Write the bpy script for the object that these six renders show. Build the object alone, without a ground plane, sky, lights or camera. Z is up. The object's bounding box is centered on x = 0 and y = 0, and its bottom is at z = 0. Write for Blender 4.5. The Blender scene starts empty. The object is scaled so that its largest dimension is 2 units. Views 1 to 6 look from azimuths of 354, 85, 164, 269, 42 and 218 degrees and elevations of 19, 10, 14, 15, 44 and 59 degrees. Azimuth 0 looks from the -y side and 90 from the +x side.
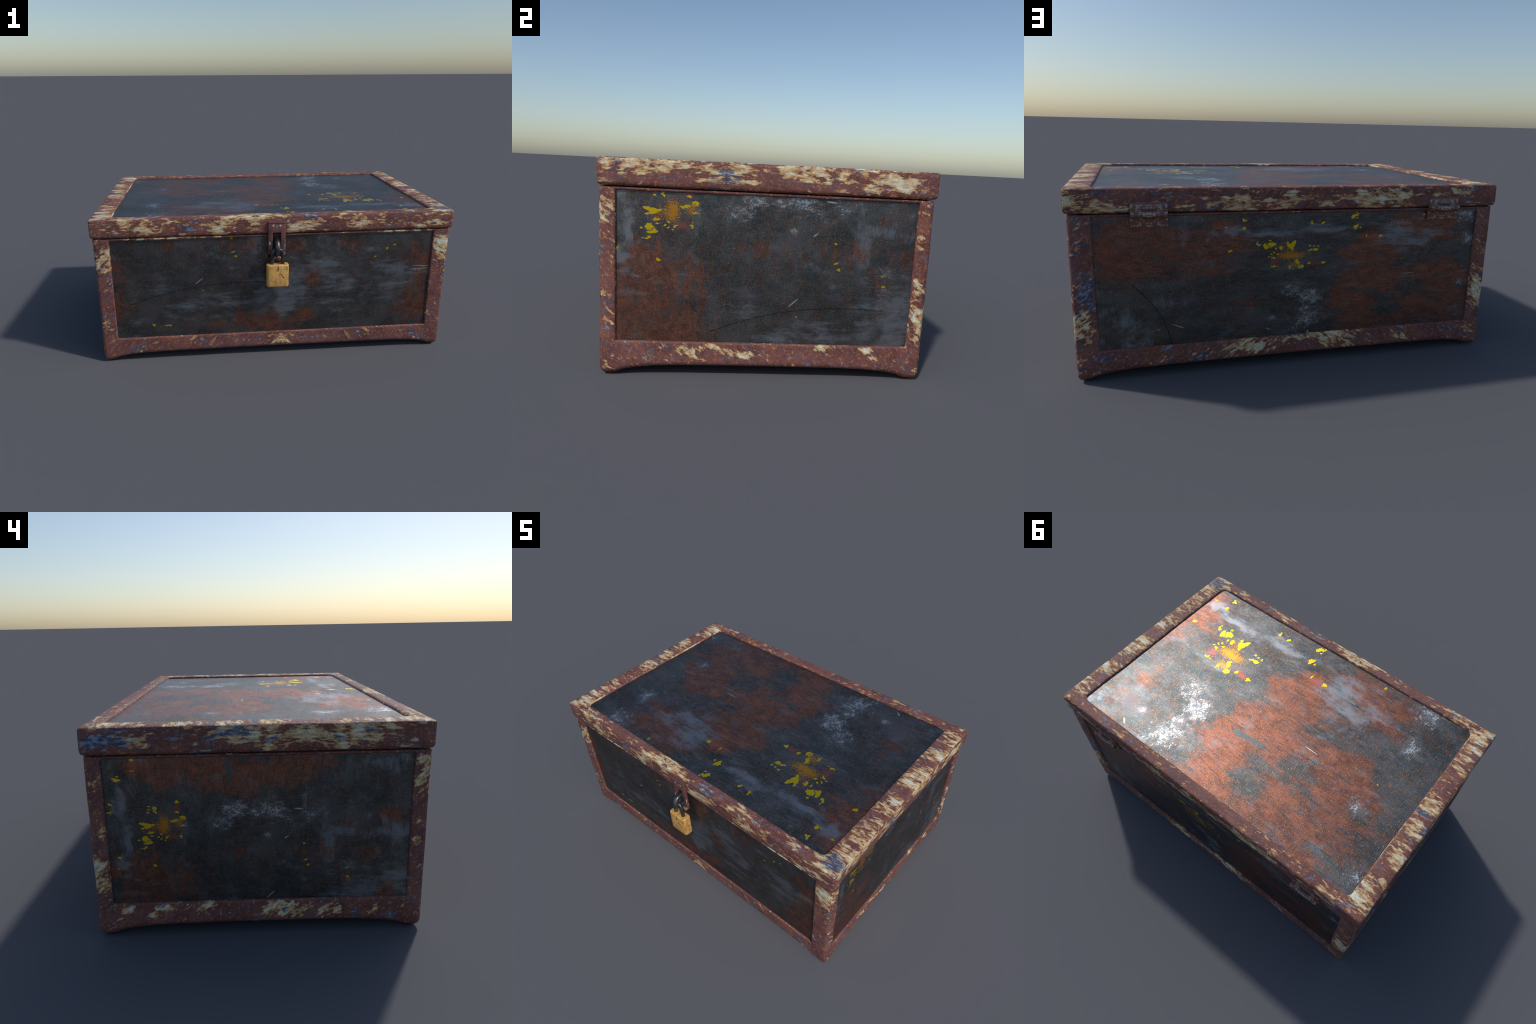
"""Weathered metal-bound storage chest: riveted-looking painted frame, dark worn sheet-metal
panels, flat framed lid, two rear hinges, front hasp with staple and a brass padlock."""
import bpy, bmesh, math, random
from mathutils import Vector, noise as mnoise

# ------------------------------------------------------------------ sizes (metres)
HX = 0.988                      # half length of the body
Y0, Y1 = -0.617, 0.657          # front and back of the body
CY, HY = (Y0 + Y1) / 2, (Y1 - Y0) / 2
OPEN_X0, OPEN_X1 = -0.901, 0.892   # panel openings, front and back
OPEN_Y0, OPEN_Y1 = -0.554, 0.594
OPEN_Z0, OPEN_Z1 = 0.141, 0.7195
BODY_TOP = 0.7315
LID_HX, LID_Y0, LID_Y1 = 0.9985, -0.6235, 0.6635
LID_CY, LID_HY = (LID_Y0 + LID_Y1) / 2, (LID_Y1 - LID_Y0) / 2
LID_Z0, LID_Z1 = 0.735, 0.8385
RAIL_X, RAIL_Y = 0.109, 0.069   # visible widths of the lid rails (ends, long sides)
PANEL_SINK = 0.011

scene = bpy.context.scene


# ------------------------------------------------------------------ node helper
class Nodes:
    """Terse builder for shader node trees."""

    def __init__(self, tree):
        self.t, self.n, self.l = tree, tree.nodes, tree.links

    def put(self, socket, v):
        if isinstance(v, bpy.types.NodeSocket):
            self.l.new(v, socket)
        elif isinstance(v, (tuple, list)) and len(v) == 3 and socket.type == 'RGBA':
            socket.default_value = (*v, 1)
        else:
            socket.default_value = v

    def new(self, kind, out=0, props=None, **ins):
        n = self.n.new(kind)
        for k, v in (props or {}).items():
            setattr(n, k, v)
        for k, v in ins.items():
            self.put(n.inputs[int(k[1:]) if k[0] == '_' and k[1:].isdigit() else k.replace('_', ' ')], v)
        return n.outputs[out]

    def math(self, op, a, b=0.0, c=0.0, clamp=False):
        return self.new('ShaderNodeMath', props=dict(operation=op, use_clamp=clamp), _0=a, _1=b, _2=c)

    def add(self, a, b): return self.math('ADD', a, b)
    def sub(self, a, b): return self.math('SUBTRACT', a, b)
    def mul(self, a, b): return self.math('MULTIPLY', a, b)
    def mad(self, a, b, c): return self.math('MULTIPLY_ADD', a, b, c)

    def step(self, v, lo, hi, to0=0.0, to1=1.0):
        return self.new('ShaderNodeMapRange', props=dict(interpolation_type='SMOOTHSTEP'),
                        _0=v, _1=lo, _2=hi, _3=to0, _4=to1)

    def mix(self, f, a, b):
        n = self.n.new('ShaderNodeMix')
        n.data_type = 'RGBA'
        self.put(n.inputs[0], f)
        self.put(n.inputs[6], a)
        self.put(n.inputs[7], b)
        return n.outputs[2]

    def vmath(self, op, a, b):
        return self.new('ShaderNodeVectorMath', props=dict(operation=op), _0=a, _1=b)

    def mapping(self, v, loc=(0, 0, 0), rot=(0, 0, 0), scale=(1, 1, 1), kind='POINT'):
        return self.new('ShaderNodeMapping', props=dict(vector_type=kind), Vector=v, Location=loc, Rotation=rot, Scale=scale)

    def noise(self, v, scale, detail=4.0, rough=0.55, dist=0.0, out=0):
        return self.new('ShaderNodeTexNoise', out, Vector=v, Scale=scale, Detail=detail, Roughness=rough, Distortion=dist)

    def stretched(self, v, sx, sy, sz=1.0, detail=4.0, rough=0.55, dist=0.0, shift=0.0):
        return self.noise(self.mapping(v, (shift, shift * 1.7, shift * .6), (0, 0, 0), (sx, sy, sz)), 1.0, detail, rough, dist)

    def spot(self, v, centre, half, angle=0.0):
        """1 in the middle of an ellipse, falling in a straight cone to 0 at its rim."""
        m = self.mapping(v, centre, (0, 0, angle), half, 'TEXTURE')
        return self.new('ShaderNodeTexGradient', 1, props=dict(gradient_type='SPHERICAL'), Vector=m)

    def spots(self, v, table, grow=1.5):
        """Weighted sum of ellipses (centre, half sizes, weight) in 2D or 3D."""
        total = None
        for row in table:
            d = (len(row) - 1) // 2
            c = (*row[:d], 0.0)[:3]
            h = tuple(max(s, .004) * grow for s in row[d:2 * d])
            h = (*h, 1.0)[:3]
            s = self.spot(v, c, h)
            total = self.mul(s, row[-1]) if total is None else self.mad(s, row[-1], total)
        return total

    def ramp(self, f, stops):
        n = self.n.new('ShaderNodeValToRGB')
        self.put(n.inputs[0], f)
        e = n.color_ramp.elements
        while len(e) < len(stops):
            e.new(0.5)
        for el, (p, c) in zip(e, stops):
            el.position, el.color = p, (*c, 1)
        return n.outputs[0]

    def segment(self, v, a, b, width, warp=None):
        """Mask of a thin scratch from a to b."""
        (ax, ay), (bx, by) = a, b
        return self.spot(v, ((ax + bx) / 2, (ay + by) / 2, 0),
                         (math.hypot(bx - ax, by - ay) / 2 + .004, width, 1), math.atan2(by - ay, bx - ax))


def new_material(name):
    m = bpy.data.materials.new(name)
    m.use_nodes = True
    m.node_tree.nodes.clear()
    k = Nodes(m.node_tree)
    bsdf = k.n.new('ShaderNodeBsdfPrincipled')
    out = k.n.new('ShaderNodeOutputMaterial')
    k.l.new(bsdf.outputs[0], out.inputs[0])
    return m, k, bsdf


# ------------------------------------------------------------------ worn sheet metal (panels)
# All panels are cut from the same kind of painted sheet.  Places are given on the sheet
# itself as (p, q): each row is centre p, centre q, half size p, half size q, strength.
RUST_PATCHES = [
    (-0.28, .38, .40, .22, 1.0), (-.09, -.16, .15, .08, 1.0), (-.06, .10, .14, .08, 1.0), (.10, .23, .07, .15, .9),
    (-.26, -.44, .12, .06, 1.0), (-.50, .07, .15, .09, .9), (-.03, -.32, .05, .05, .8), (-.13, .42, .07, .09, -.9),
    (-.29, .17, .08, .08, -.7), (1.48, -.28, .09, .27, .75), (1.26, -.45, .13, .09, .5),
    (1.01, -.31, .13, .08, .75), (1.08, -.18, .14, .14, .4), (.89, -.46, .06, .06, .6), (1.51, 1.83, .17, .09, 1.0),
    (1.03, 1.85, .17, .09, 1.0), (1.12, 1.18, .08, .05, 1.0), (1.65, .95, .08, .11, .8), (.79, 1.39, .08, .07, .7),
    (1.56, 1.15, .06, .04, .7), (.80, 1.08, .08, .09, .5), (.76, .73, .09, .13, .6), (.75, .31, .08, .12, .5),
    (1.63, .71, .11, .23, .7), (.89, -.22, .16, .21, .65), (1.30, -.24, .16, .19, .55), (1.36, -.05, .09, .08, .4),
    (.50, .93, .04, .06, .6), (1.00, .91, .09, .05, .5), (.44, 1.19, .05, .09, 1.0), (-.02, .68, .08, .15, 1.0),
    (-.36, -.45, .12, .13, .9), (-.54, -.34, .10, .11, .7), (.00, -.15, .11, .11, 1.0)]
HAZE_PATCHES = [
    (-.24, -.29, .13, .14, .9), (-.39, -.41, .12, .10, .3), (.60, -.37, .14, .045, 1.0), (.32, -.41, .09, .04, 1.0),
    (.80, -.42, .07, .05, .6), (.80, .55, .10, .08, .4), (.56, -.36, .10, .02, .6), (.83, -.40, .02, .04, 1.0),
    (.92, -.39, .04, .04, .7), (1.16, .84, .30, .05, .6), (1.25, 1.01, .21, .08, .9), (.59, .93, .04, .08, .9),
    (.49, .61, .05, .04, .7), (.63, .80, .21, .05, .4), (1.31, .05, .05, .05, .7), (1.01, 1.24, .06, .07, 1.0),
    (1.25, 1.33, .07, .09, 1.0), (1.44, 1.00, .13, .04, 1.0), (.86, 1.52, .04, .06, .8), (1.08, 1.64, .08, .11, .8),
    (1.12, 1.80, .05, .12, 1.0), (1.02, 1.18, .30, .15, .5), (1.31, 1.63, .11, .10, .6), (1.48, 1.30, .05, .13, .6),
    (1.26, 1.78, .07, .05, .6), (1.41, .57, .10, .14, .6), (1.59, .09, .08, .06, .8), (1.23, .24, .07, .07, .5),
    (1.43, .36, .05, .09, .6), (.62, -.45, .06, .04, .5), (.21, -.42, .10, .03, .9), (-.32, -.31, .17, .06, .8),
    (.57, 1.21, .08, .08, .9), (.36, 1.20, .03, .08, .6), (-.02, 1.08, .07, .22, .6)]
WHITE_SCUFFS = [
    (.35, .25, .055, .055, 1.25), (.46, .20, .05, .07, .42), (.37, .44, .05, .10, .55), (-.65, -.51, .07, .06, 1.0),
    (-.68, -.26, .04, .06, 1.0), (-.66, .20, .04, .04, .8), (.49, .15, .07, .06, .45), (.43, .53, .07, .06, .55),
    (.28, .45, .08, .07, .42), (.41, .71, .05, .07, .6), (.39, .38, .03, .03, .7), (.89, .93, .04, .04, .8),
    (1.03, .93, .05, .03, .8), (1.14, .91, .04, .02, .7), (.36, .95, .01, .02, .9), (.44, 1.05, .02, .02, .8),
    (-.85, .50, .04, .04, .7), (.59, .45, .022, .016, 1.3), (1.09, 1.82, .03, .09, .5)]
YELLOW_SPLATS = [
    (.635, -.29, .05, .045, .75), (.58, -.25, .05, .05, .8), (.46, -.27, .05, .055, 1.0), (.34, -.23, .035, .04, 1.0),
    (.585, -.17, .03, .03, .9), (.58, -.07, .03, .03, .5), (.45, -.07, .05, .05, .5), (.37, -.08, .013, .013, 1.2),
    (.28, -.08, .016, .014, 1.3), (.84, -.23, .012, .012, 1.3), (.76, -.44, .013, .016, 1.0), (.76, -.51, .02, .02, .9),
    (.86, -.45, .012, .01, 1.1), (.08, -.42, .028, .026, 1.3), (.09, -.53, .035, .035, 1.1), (.01, -.33, .01, .012, 1.1),
    (-.08, -.32, .018, .013, 1.3), (-.36, -.52, .01, .02, 1.0), (.37, -.54, .012, .012, .9), (.36, -.47, .018, .03, .8),
    (.29, -.47, .01, .018, 1.0), (.67, .66, .01, .01, 1.1), (.82, .67, .012, .012, 1.1), (.87, .69, .013, .014, 1.2),
    (.91, .92, .01, .012, 1.0), (1.63, .17, .018, .014, 1.2), (1.64, .26, .014, .022, 1.2), (.99, .93, .012, .012, 1.1),
    (1.24, .485, .007, .007, 1.2), (.84, 1.63, .012, .01, 1.0), (.80, 1.68, .01, .01, 1.0), (.93, 1.56, .009, .009, 1.0)]
ORANGE_SMEARS = [(.48, -.16, .085, .035, 1.2), (.49, -.225, .04, .035, .6), (.46, -.07, .045, .03, .75)]
RED_SPLATS = [(-.03, -.31, .045, .04, 1.0), (.33, -.08, .045, .025, 1.0), (.58, -.11, .04, .04, .9), (.53, -.24, .05, .04, .7)]


def break_up(table, rng):
    """Each large splat becomes a ragged handful of flecks around its place."""
    out = []
    for p, q, hp, hq, w in table:
        if hp < .027:
            out.append((p, q, hp, hq, w))
            continue
        for i in range(7):
            a, d = rng.uniform(0, 6.283), rng.uniform(.15, 1.0)
            size = rng.uniform(.18, .40)
            out.append((p + hp * d * math.cos(a), q + hq * d * math.sin(a), hp * size, hq * size * rng.uniform(.8, 1.5), w * 1.1))
    return out


def build_sheet_group():
    g = bpy.data.node_groups.new('worn_painted_sheet', 'ShaderNodeTree')
    g.interface.new_socket('Vector', in_out='INPUT', socket_type='NodeSocketVector')
    for s, t in (('Color', 'NodeSocketColor'), ('Roughness', 'NodeSocketFloat'), ('Height', 'NodeSocketFloat'), ('Metal', 'NodeSocketFloat')):
        g.interface.new_socket(s, in_out='OUTPUT', socket_type=t)
    k = Nodes(g)
    v = k.n.new('NodeGroupInput').outputs[0]
    out = k.n.new('NodeGroupOutput')

    def warped(scale, amount, detail=3.0):
        c = k.noise(v, scale, detail, .6, out=1)
        c = k.vmath('SUBTRACT', c, (.5, .5, .5))
        return k.vmath('ADD', v, k.vmath('MULTIPLY', c, (amount, amount, 0)))

    soft, fine = warped(5.0, .16, 5.0), warped(38.0, .030)
    # fine grain: woven brush marks in both directions plus speckle
    along = k.stretched(v, 24, 230, 1, 2, .6)
    cross = k.stretched(v, 230, 24, 1, 2, .6, shift=3.1)
    speck = k.noise(v, 260, 2, .7)
    grain = k.add(k.add(k.mul(along, .17), k.mul(cross, .17)), k.mul(speck, .66))
    g0 = k.sub(grain, .5)
    strk = k.stretched(v, 7, 22, 1, 7, .62, .3)              # streaks along p
    cloud = k.noise(v, 3.3, 6, .6)
    cloud2 = k.noise(k.mapping(v, (4, 2, 0)), 6.5, 7, .65)

    # dark paint, slate to charcoal, with a violet and a teal cast in places
    base_n = k.mad(k.stretched(v, 3.2, 6, 1, 9, .70, .3, shift=17), .6, k.mul(cloud, .4))
    col = k.mix(k.step(k.mad(g0, .9, base_n), .40, .63), DARK, SLATE)
    tint = k.noise(k.mapping(v, (9, 1, 0)), 4.2, 5, .6)
    col = k.mix(k.step(tint, .54, .72, 0, .7), col, VIOLET)
    col = k.mix(k.step(tint, .44, .30, 0, .7), col, TEAL)

    # rust showing through
    def spread(n, gain=4.4):                                  # stretch a noise to about 0..1
        return k.mad(k.sub(n, .5), gain, .5)
    streak = k.stretched(v, 5, 17, 1, 10, .74, .25, shift=11)
    mottle = k.stretched(v, 11, 19, 1, 9, .76, .2, shift=4)
    wear = k.mad(spread(streak), .52, k.mad(spread(mottle), .33, k.mul(spread(grain, 3.2), .22)))
    rust_m = k.step(k.sub(k.math('MINIMUM', k.mad(k.spots(soft, RUST_PATCHES, 2.2), .82, .10), .80), wear), -.20, .20)
    rust_col = k.mix(k.step(k.mad(g0, 1.1, mottle), .38, .60), RUST_D, k.mix(k.step(k.mad(g0, 1.2, cloud2), .4, .62), RUST_A, RUST_B))
    col = k.mix(k.mul(rust_m, .84), col, rust_col)
    # stray reddish fretting everywhere
    col = k.mix(k.step(k.mad(g0, 2.4, k.stretched(v, 8, 15, 1, 8, .75, shift=7)), .54, .84, 0, .48), col, RUST_A)

    # chalky blue-grey haze rubbed into the surface
    sep0 = k.n.new('ShaderNodeSeparateXYZ')
    k.put(sep0.inputs[0], v)
    turn = k.step(sep0.outputs[0], .75, .95)                 # brushed along p on the upper sheet, along q further down
    streak2 = k.new('ShaderNodeMix', 0, props=dict(data_type='FLOAT'), _0=turn, _2=k.stretched(v, 4, 14, 1, 9, .72, .4, shift=23),
                    _3=k.stretched(v, 14, 4.5, 1, 9, .72, .4, shift=29))
    rub = k.mad(spread(streak2, 4.6), .55, k.mad(spread(k.noise(k.mapping(v, (7, 5, 0)), 11, 7, .72)), .33, k.mul(spread(grain, 3.2), .22)))
    haze = k.sub(k.math('MINIMUM', k.mad(k.spots(soft, HAZE_PATCHES, 1.8), .8, .12), .75), rub)
    col = k.mix(k.step(haze, -.34, .46, 0, .82), col, HAZE)

    # dark brush bar and dark soot spots inside the rust
    bar = k.math('MAXIMUM', k.segment(fine, (.116, .233), (.02, .226), .020), k.segment(fine, (.05, .228), (-.107, .214), .018))
    col = k.mix(k.step(bar, .03, .16, 0, .92), col, (.075, .105, .115))
    soot = k.step(k.noise(k.mapping(v, (2, 7, 0)), 9, 6, .7), .62, .74, 0, .75)
    col = k.mix(soot, col, DARK)

    dashes = k.stretched(v, 9, 55, 1, 6, .65, .1, shift=31)
    col = k.mix(k.mul(k.step(dashes, .57, .66, 0, .7), k.step(sep0.outputs[0], .8, .6)), col, DARK)

    # white scuffs, broken up into flakes
    flake = k.stretched(v, 150, 90, 1, 5, .75, .6, shift=5)
    scuff = k.spots(fine, WHITE_SCUFFS, 1.9)
    chip = k.mad(spread(flake, 5.0), .55, k.mul(spread(k.stretched(v, 34, 26, 1, 6, .7, .3, shift=2)), .50))
    white_m = k.mul(k.step(k.sub(k.math('MINIMUM', k.mul(scuff, .60), .46), chip), -.04, .18), k.step(scuff, .05, .3))
    col = k.mix(k.step(k.sub(scuff, chip), -.5, .4, 0, .35), col, HAZE)
    col = k.mix(k.mul(white_m, .85), col, WHITE)

    # red, orange and yellow paint splats
    blob = k.noise(k.mapping(v, (1, 3, 0)), 56, 2.5, .5)
    col = k.mix(k.step(k.mad(k.sub(flake, .5), 3.2, k.spots(fine, RED_SPLATS)), .42, .7, 0, .75), col, RED)
    col = k.mix(k.step(k.mad(g0, 3.4, k.mad(k.sub(flake, .5), 3.6, k.spots(fine, ORANGE_SMEARS))), .44, .62, 0, .92), col, ORANGE)
    splat = k.spots(fine, break_up(YELLOW_SPLATS, random.Random(11)), 1.22)
    yel = k.sub(k.math('MINIMUM', splat, .80), k.mad(spread(blob, 3.4), .66, k.mul(spread(flake, 4.0), .26)))
    yel_m = k.mul(k.step(yel, -.03, .01), k.step(splat, .10, .16))
    # sparse stray drops, yellow and pale
    for scale, size, rare, c in ((9.0, .06, .93, YELLOW), (24.0, .10, .86, HAZE), (15.0, .08, .90, RED)):
        cell = k.n.new('ShaderNodeTexVoronoi')
        k.put(cell.inputs['Vector'], fine)
        k.put(cell.inputs['Scale'], scale)
        pick = k.new('ShaderNodeSeparateColor', 0, Color=cell.outputs['Color'])
        drop = k.mul(k.step(cell.outputs['Distance'], size, size * .6), k.math('GREATER_THAN', pick, rare))
        col = k.mix(k.mul(drop, .8), col, c)
    yel_col = k.mix(k.step(k.noise(v, 30, 2), .4, .65), YELLOW, YELLOW_B)
    col = k.mix(yel_m, col, yel_col)

    # single scratches: white nicks and one long dark curved score
    for a, b, w in (((1.172, .434), (1.096, .489), .0058), ((.626, .545), (.597, .571), .006), ((-.24, .075), (-.336, .076), .0032),
                    ((1.05, 1.79), (1.06, 1.92), .006), ((1.09, 1.78), (1.085, 1.92), .006), ((.36, .60), (.37, .66), .008)):
        col = k.mix(k.step(k.segment(v, a, b, w), .05, .4, 0, .8), col, WHITE)
    far = k.vmath('SUBTRACT', v, (2.412, .73, 0))
    length = k.new('ShaderNodeVectorMath', 1, props=dict(operation='LENGTH'), _0=far)
    score = k.step(k.math('ABSOLUTE', k.sub(length, 1.243)), .006, .001)
    sep = k.n.new('ShaderNodeSeparateXYZ')
    k.put(sep.inputs[0], v)
    score = k.mul(score, k.mul(k.step(sep.outputs[1], -.02, .06), k.step(sep.outputs[1], 1.0, .8)))
    score = k.mul(score, k.step(sep.outputs[0], 1.6, 1.5))
    col = k.mix(k.mul(k.mul(score, .65), k.step(streak, .30, .46, .35, 1.0)), col, SCORE)

    # brightness flicker of the grain
    col = k.new('ShaderNodeMix', 2, props=dict(data_type='RGBA', blend_type='MULTIPLY'), _0=1.0, _6=col,
                _7=k.new('ShaderNodeCombineColor', Red=(f := k.mad(g0, 1.5, 1.0)), Green=f, Blue=f))
    k.l.new(col, out.inputs['Color'])
    rough = k.mad(g0, .35, k.mad(k.sub(cloud2, .5), .15, ROUGH))
    rough = k.mad(yel_m, -.05, rough)
    k.l.new(rough, out.inputs['Roughness'])
    k.l.new(k.add(k.mul(grain, .5), k.add(k.mul(yel_m, .35), k.mul(white_m, .2))), out.inputs['Height'])
    k.put(out.inputs['Metal'], METAL)
    return g


METAL, ROUGH = 0.88, 0.46
DARK, SLATE = (.042, .053, .058), (.108, .125, .136)
VIOLET, TEAL = (.105, .095, .125), (.050, .088, .105)
RUST_D, RUST_A, RUST_B = (.105, .052, .044), (.25, .086, .052), (.34, .125, .078)
HAZE, WHITE = (.235, .268, .31), (.48, .52, .57)
YELLOW, YELLOW_B, ORANGE, RED = (.70, .54, .015), (.80, .50, .02), (.55, .25, .02), (.36, .10, .075)
SCORE = (.012, .016, .018)
SHEET = build_sheet_group()


def sheet_material(name, p_from, q_from):
    """p and q are (axis, offset, scale): q = (coordinate - offset) / scale, on object coordinates."""
    m, k, bsdf = new_material(name)
    tc = k.n.new('ShaderNodeTexCoord').outputs['Object']
    sep = k.n.new('ShaderNodeSeparateXYZ')
    k.l.new(tc, sep.inputs[0])
    pq = [k.math('DIVIDE', k.sub(sep.outputs['XYZ'.index(ax)], off), sc) for ax, off, sc in (p_from, q_from)]
    vec = k.new('ShaderNodeCombineXYZ', X=pq[0], Y=pq[1], Z=0.0)
    g = k.n.new('ShaderNodeGroup')
    g.node_tree = SHEET
    k.l.new(vec, g.inputs[0])
    k.l.new(g.outputs['Color'], bsdf.inputs['Base Color'])
    k.l.new(g.outputs['Roughness'], bsdf.inputs['Roughness'])
    k.l.new(g.outputs['Metal'], bsdf.inputs['Metallic'])
    bump = k.new('ShaderNodeBump', Height=g.outputs['Height'], Strength=.12, Distance=.004)
    k.l.new(bump, bsdf.inputs['Normal'])
    return m


# ------------------------------------------------------------------ peeling painted frame
# centre x y z, half sizes x y z, strength: where the red-brown top coat has flaked to pale layers
LID_FLAKES_FRONT = [(-.76, -.62, .79, .15, .03, .05, 1.0), (-.22, -.62, .79, .17, .03, .05, 1.0), (.46, -.62, .79, .07, .03, .04, 1.0),
                    (.59, -.62, .79, .06, .03, .05, .8), (.86, -.62, .765, .15, .03, .02, .9), (.14, -.62, .77, .09, .03, .03, .8),
                    (-.45, -.62, .79, .08, .03, .05, -.6), (.30, -.62, .79, .06, .03, .06, -.5)]
LID_FLAKES_ENDS = [(1.0, -.46, .82, .03, .15, .03, 1.0), (1.0, -.22, .78, .03, .05, .03, .9), (1.0, -.08, .78, .03, .05, .03, .9),
                   (1.0, .17, .82, .03, .12, .03, 1.0), (1.0, .48, .80, .03, .18, .04, .9), (1.0, -.38, .755, .03, .16, .03, -.7),
                   (1.0, .10, .755, .03, .12, .02, -.7),
                   (-1.0, .47, .78, .03, .08, .03, .8), (-1.0, .18, .80, .03, .17, .03, .8), (-1.0, -.28, .79, .03, .34, .04, .85),
                   (-1.0, .33, .77, .03, .06, .03, -.6)]
LID_FLAKES_BACK = [(.86, .66, .76, .13, .03, .03, .8), (.51, .66, .755, .08, .03, .025, .9), (-.35, .66, .785, .18, .03, .04, 1.0),
                   (-.77, .66, .81, .06, .03, .02, .9), (.04, .66, .79, .09, .03, .04, .6), (.26, .66, .76, .14, .03, .03, .6),
                   (.66, .66, .81, .3, .03, .02, -.6), (-.58, .66, .77, .06, .03, .05, -.6), (-.92, .66, .78, .05, .03, .06, -.6)]
LID_FLAKES_TOP = [(.96, -.32, .84, .06, .05, .03, 1.0), (.96, -.10, .84, .06, .06, .03, 1.0), (.97, .10, .84, .07, .06, .03, 1.0),
                  (.96, .21, .84, .06, .04, .03, .8), (.97, .37, .84, .06, .05, .03, .8), (.95, .53, .84, .06, .07, .03, .4),
                  (.95, -.55, .84, .09, .08, .03, .9), (-.82, -.59, .84, .16, .05, .03, 1.0), (-.10, -.59, .84, .14, .04, .03, .9),
                  (.41, -.59, .84, .12, .04, .03, .9), (-.92, .57, .84, .09, .08, .03, 1.0), (-.94, .32, .84, .07, .06, .03, .9),
                  (-.94, .10, .84, .06, .05, .03, .8), (-.94, -.04, .84, .06, .05, .03, 1.0), (-.95, -.36, .84, .06, .05, .03, .8),
                  (-.94, -.50, .84, .06, .06, .03, .9), (.0, .64, .84, .5, .04, .03, -.25)]
BODY_FLAKES_FRONT = [(-.95, -.62, .65, .06, .03, .05, 1.1), (.95, -.62, .65, .05, .03, .05, 1.1), (.94, -.62, .56, .05, .03, .03, .7),
                     (-.94, -.62, .57, .05, .03, .03, .6), (-.95, -.62, .33, .03, .03, .014, .7), (-.47, -.62, .10, .03, .03, .04, .5),
                     (.03, -.62, .12, .08, .03, .02, .9), (.04, -.62, .08, .06, .03, .02, .7), (.53, -.62, .10, .03, .03, .04, .5),
                     (.92, -.62, .16, .02, .03, .02, .7), (-.62, -.61, .725, .28, .02, .02, 1.0), (.72, -.61, .725, .2, .02, .02, 1.2),
                     (-.3, -.62, .09, .5, .03, .05, -.15), (.5, -.62, .09, .4, .03, .05, -.15)]
BODY_FLAKES_RIGHT = [(.99, -.58, .69, .03, .03, .03, .8), (.99, -.58, .62, .03, .03, .05, 1.1), (.99, -.24, .11, .03, .09, .025, 1.0),
                     (.99, -.07, .10, .03, .10, .02, 1.0), (.99, -.57, .44, .03, .01, .02, .6), (.99, -.60, .33, .03, .014, .014, .7),
                     (.99, .26, .13, .03, .05, .012, 1.0), (.99, .43, .125, .03, .03, .012, 1.0), (.99, .47, .09, .03, .03, .014, 1.0),
                     (.99, .62, .26, .03, .04, .07, 1.0), (.99, .62, .40, .03, .03, .05, .8), (.99, .61, .57, .03, .02, .05, .6)]
BODY_FLAKES_LEFT = [(-.99, .53, .12, .03, .03, .012, .8), (-.99, .41, .12, .03, .04, .014, 1.1), (-.99, .44, .09, .03, .03, .014, 1.1),
                    (-.99, .22, .125, .03, .07, .016, .9), (-.99, -.06, .10, .03, .09, .035, 1.1), (-.99, -.28, .09, .03, .11, .03, .8),
                    (-.99, .62, .25, .03, .04, .07, 1.1), (-.99, .61, .43, .03, .02, .04, .9), (-.99, .62, .62, .03, .03, .02, .5),
                    (-.99, -.59, .63, .03, .04, .07, 1.1), (-.99, -.58, .38, .03, .02, .02, 1.2), (-.99, -.58, .45, .03, .03, .01, .7)]
BODY_FLAKES_BACK = [(.24, .66, .10, .14, .03, .04, 1.0), (.49, .66, .08, .05, .03, .02, .8), (-.11, .66, .13, .22, .03, .025, 1.1),
                    (-.22, .66, .08, .10, .03, .03, .8), (.94, .66, .25, .06, .03, .07, 1.1), (.94, .66, .59, .05, .03, .05, .4),
                    (.92, .66, .70, .03, .03, .02, .6), (-.94, .66, .30, .07, .03, .09, .9), (-.94, .66, .49, .05, .03, .04, .5),
                    (-.50, .66, .10, .08, .03, .03, .6)]
BLUE_STAINS = [(.96, -.57, .84, .05, .05, .03, 1.2), (1.0, -.15, .79, .03, .06, .04, 1.1), (-1.0, .58, .79, .03, .08, .05, 1.2),
               (-1.0, .15, .81, .03, .14, .03, .6), (-.48, -.62, .79, .06, .03, .03, .6), (.93, .66, .45, .04, .03, .06, .8),
               (.94, .66, .36, .05, .03, .03, .6), (-.80, -.62, .085, .05, .03, .02, .7), (.82, -.62, .085, .05, .03, .02, .7),
               (-.98, .40, .125, .03, .03, .012, 1.0), (.98, .47, .125, .03, .02, .012, 1.0), (.45, .66, .07, .06, .03, .02, .8),
               (.20, -.60, .84, .06, .04, .03, .8), (-.94, .03, .84, .04, .03, .03, .8)]

BROWN_A, BROWN_B, PLUM, RUSTY = (.125, .046, .040), (.205, .080, .064), (.150, .066, .080), (.25, .082, .050)
OCHRE, TAN, CREAM, PALE = (.40, .18, .085), (.52, .34, .165), (.58, .48, .30), (.58, .61, .54)
SLATE_CHIP = (.105, .100, .125)
NAVY, STEEL_BLUE = (.045, .065, .115), (.20, .28, .38)


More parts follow.
